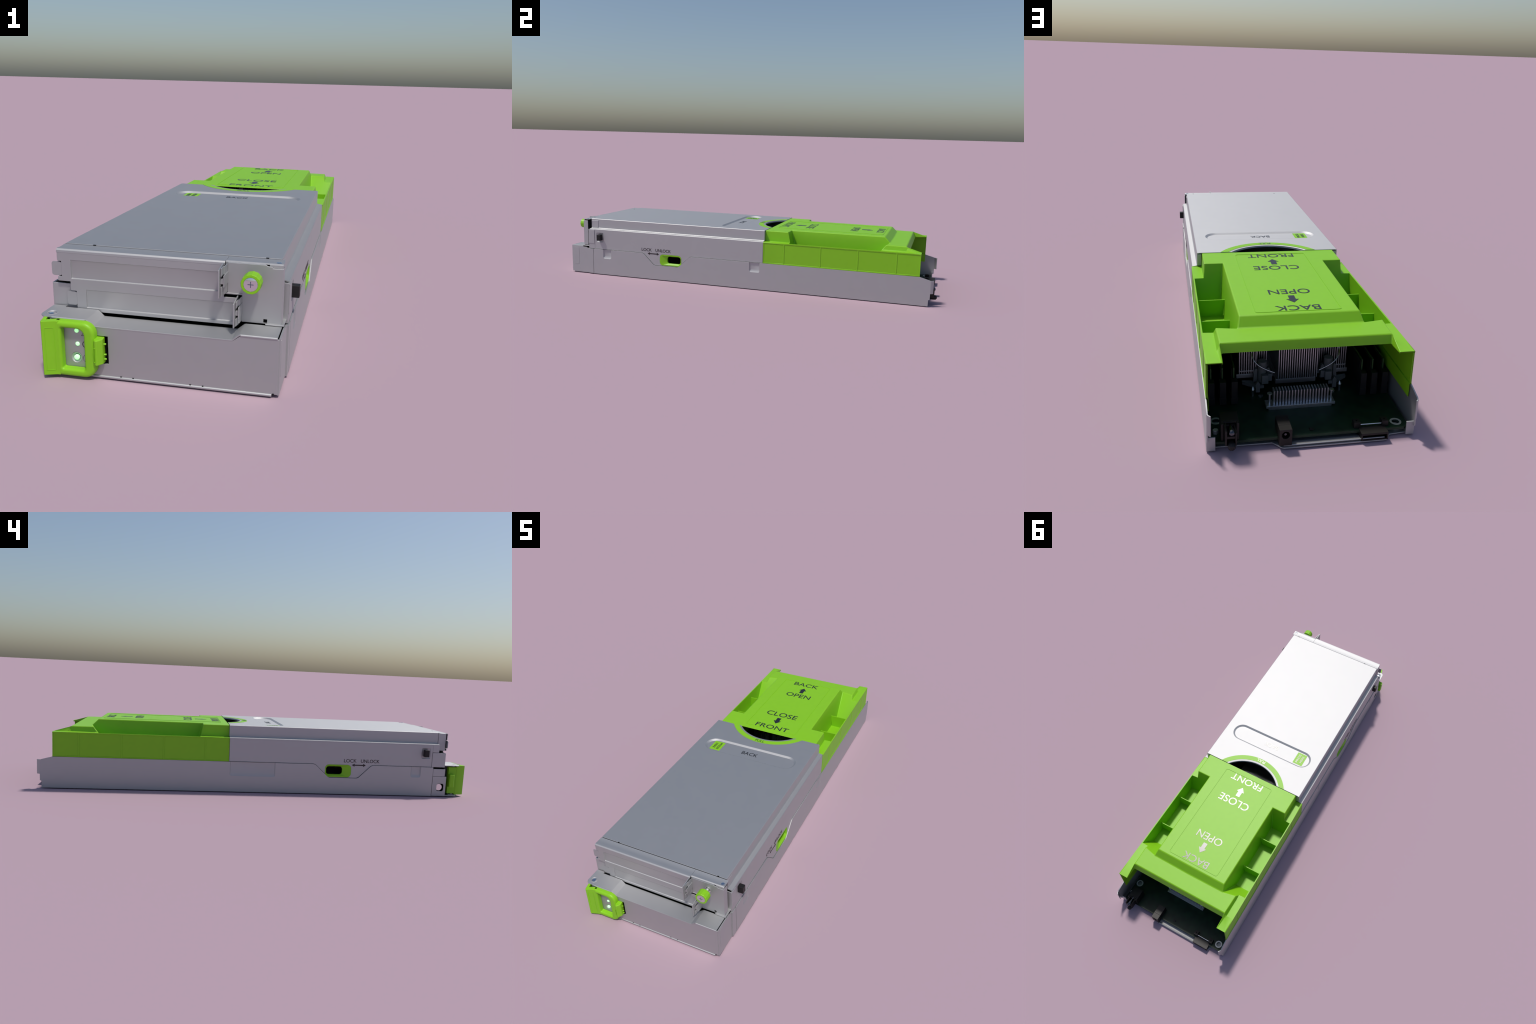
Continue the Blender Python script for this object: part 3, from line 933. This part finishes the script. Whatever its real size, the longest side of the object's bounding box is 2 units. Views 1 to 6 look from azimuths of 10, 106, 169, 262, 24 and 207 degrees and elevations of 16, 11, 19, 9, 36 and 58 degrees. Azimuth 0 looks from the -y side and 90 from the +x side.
def fin_row(x0, x1, n, y0, y1, z0, z1, t=0.0013):
    first = None
    for k in range(n):
        x = x0 + (x1 - x0) * k / (n - 1)
        if first is None:
            q = Part()
            q.box(-t, t, y0, y1, z0, z1)
            first = q.finish("cooling_fin", FIN, cpu)
            first.location.x = x
        else:
            c = first.copy()
            scene.collection.objects.link(c)
            c.location.x = x


fin_row(-0.0625, 0.0595, 18, 0.35, 0.7285, 0.0735, 0.262)
fin_row(0.0920, 0.1210, 5, 0.35, 0.680, 0.072, 0.262)
fin_row(0.1285, 0.1800, 8, 0.35, 0.702, 0.086, 0.262)
fin_row(-0.1700, -0.082, 13, 0.35, 0.680, 0.072, 0.262)
p = Part()
for x0, x1, y1, z0 in ((0.127, 0.182, 0.7032, 0.0935), (-0.172, -0.080, 0.6815, 0.084)):
    p.box(x0, x1, y1 - 0.003, y1, z0, z0 + 0.004)
p.finish("fin_band", FIN, cpu)
p = Part()
for x in (0.107, -0.10, 0.142, -0.135):
    p.cylinder((x, 0.45, 0.125), (0, 1, 0), 0.0055, 0.205, n=14)
p.finish("heat_pipe", COPPER, cpu)
for sx, cx in ((1, 0.1090), (-1, -0.1060)):
    p = Part()
    p.cylinder((cx, 0.704, 0.060), (0, 0, 1), 0.0150, 0.069, n=28)
    p.cylinder((cx, 0.704, 0.129), (0, 0, 1), 0.0150, 0.002, 0.0120, n=28)
    p.finish("clip_barrel", CLIP, cpu)
    p = Part()
    for e in (-1, 1):
        p.prism(XZ, [(cx + e * 0.0155, 0.060), (cx + e * 0.028, 0.060), (cx + e * 0.026, 0.098), (cx + e * 0.021, 0.108), (cx + e * 0.0155, 0.104)], 0.697, 0.711)
    bx = cx - sx * 0.006
    p.box(bx - 0.0105, bx + 0.0105, 0.7205, 0.735, 0.064, 0.093)
    bx = cx - sx * 0.020
    p.box(bx - 0.0090, bx + 0.0090, 0.715, 0.7255, 0.068, 0.092)
    bx = cx + sx * 0.016
    p.prism(XZ, [(bx - 0.007, 0.034), (bx + 0.007, 0.034), (bx + 0.007, 0.062), (bx, 0.073), (bx - 0.007, 0.062)], 0.722, 0.733)
    p.finish("cooler_clip", CLIP, cpu, 0.0012)
    p = Part()
    p.turned((cx + sx * 0.0325, 0.7350, 0.0255), (0, 0, 1), [(0, 0.0045), (0.019, 0.0045), (0.022, 0.0065), (0.026, 0.0055), (0.033, 0.001)], n=14)
    p.turned((cx + sx * 0.008, 0.740, 0.0255), (0, 0, 1), [(0, 0.008), (0.003, 0.008), (0.004, 0.004)], n=14)
    p.finish("clip_screw", FIN, cpu)
    p = Part()
    p.prism(XY, [(cx + sx * 0.004, 0.700), (cx + sx * 0.062, 0.690), (cx + sx * 0.062, 0.700), (cx + sx * 0.018, 0.730), (cx - sx * 0.004, 0.730)], 0.046, 0.057)
    p.finish("clip_bracket", CLIP, cpu, 0.001)
    wire([(cx - sx * 0.036, 0.728, 0.098), (cx - sx * 0.010, 0.730, 0.110), (cx + sx * 0.022, 0.722, 0.128), (cx + sx * 0.036, 0.705, 0.152), (cx + sx * 0.026, 0.692, 0.170), (cx + sx * 0.010, 0.690, 0.158)],
         0.0017, "clip_wire", CHROME, cpu)

# memory sticks in their sockets, three on each side
memory = empty("memory_bank")
stick = socket = None
for sx in (1, -1):
    for x in (0.2035, 0.2385, 0.2735):
        if stick is None:
            q = Part()
            q.box(-0.0105, 0.0105, 0.27, 0.778, 0.027, 0.050)
            q.box(-0.0095, 0.0095, 0.752, 0.777, 0.050, 0.103)
            socket = q.finish("memory_socket", BLACK, memory, 0.001)
            q = Part()
            q.box(-0.0022, 0.0022, 0.29, 0.750, 0.050, 0.137)
            stick = q.finish("memory_stick", CHIP_GREEN, memory, 0.0004)
            q = Part()
            q.box(0.0045, 0.0062, 0.30, 0.748, 0.056, 0.135)
            shield = q.finish("heat_spreader", CONNECTOR, memory, 0.0004)
            group = (socket, stick, shield)
            for g in group:
                g.location.x = sx * x
        else:
            for g in group:
                c = g.copy()
                scene.collection.objects.link(c)
                c.location.x = sx * x - (0.0 if sx > 0 else 0.0)

# front half: low parts far below the finger hole
p = Part()
p.box(-0.16, 0.16, -0.25, 0.20, 0.0255, 0.034)
o = p.finish("front_cooler", FIN, cpu)
o["kind"] = "stuff"

root.location.x = 0.0010
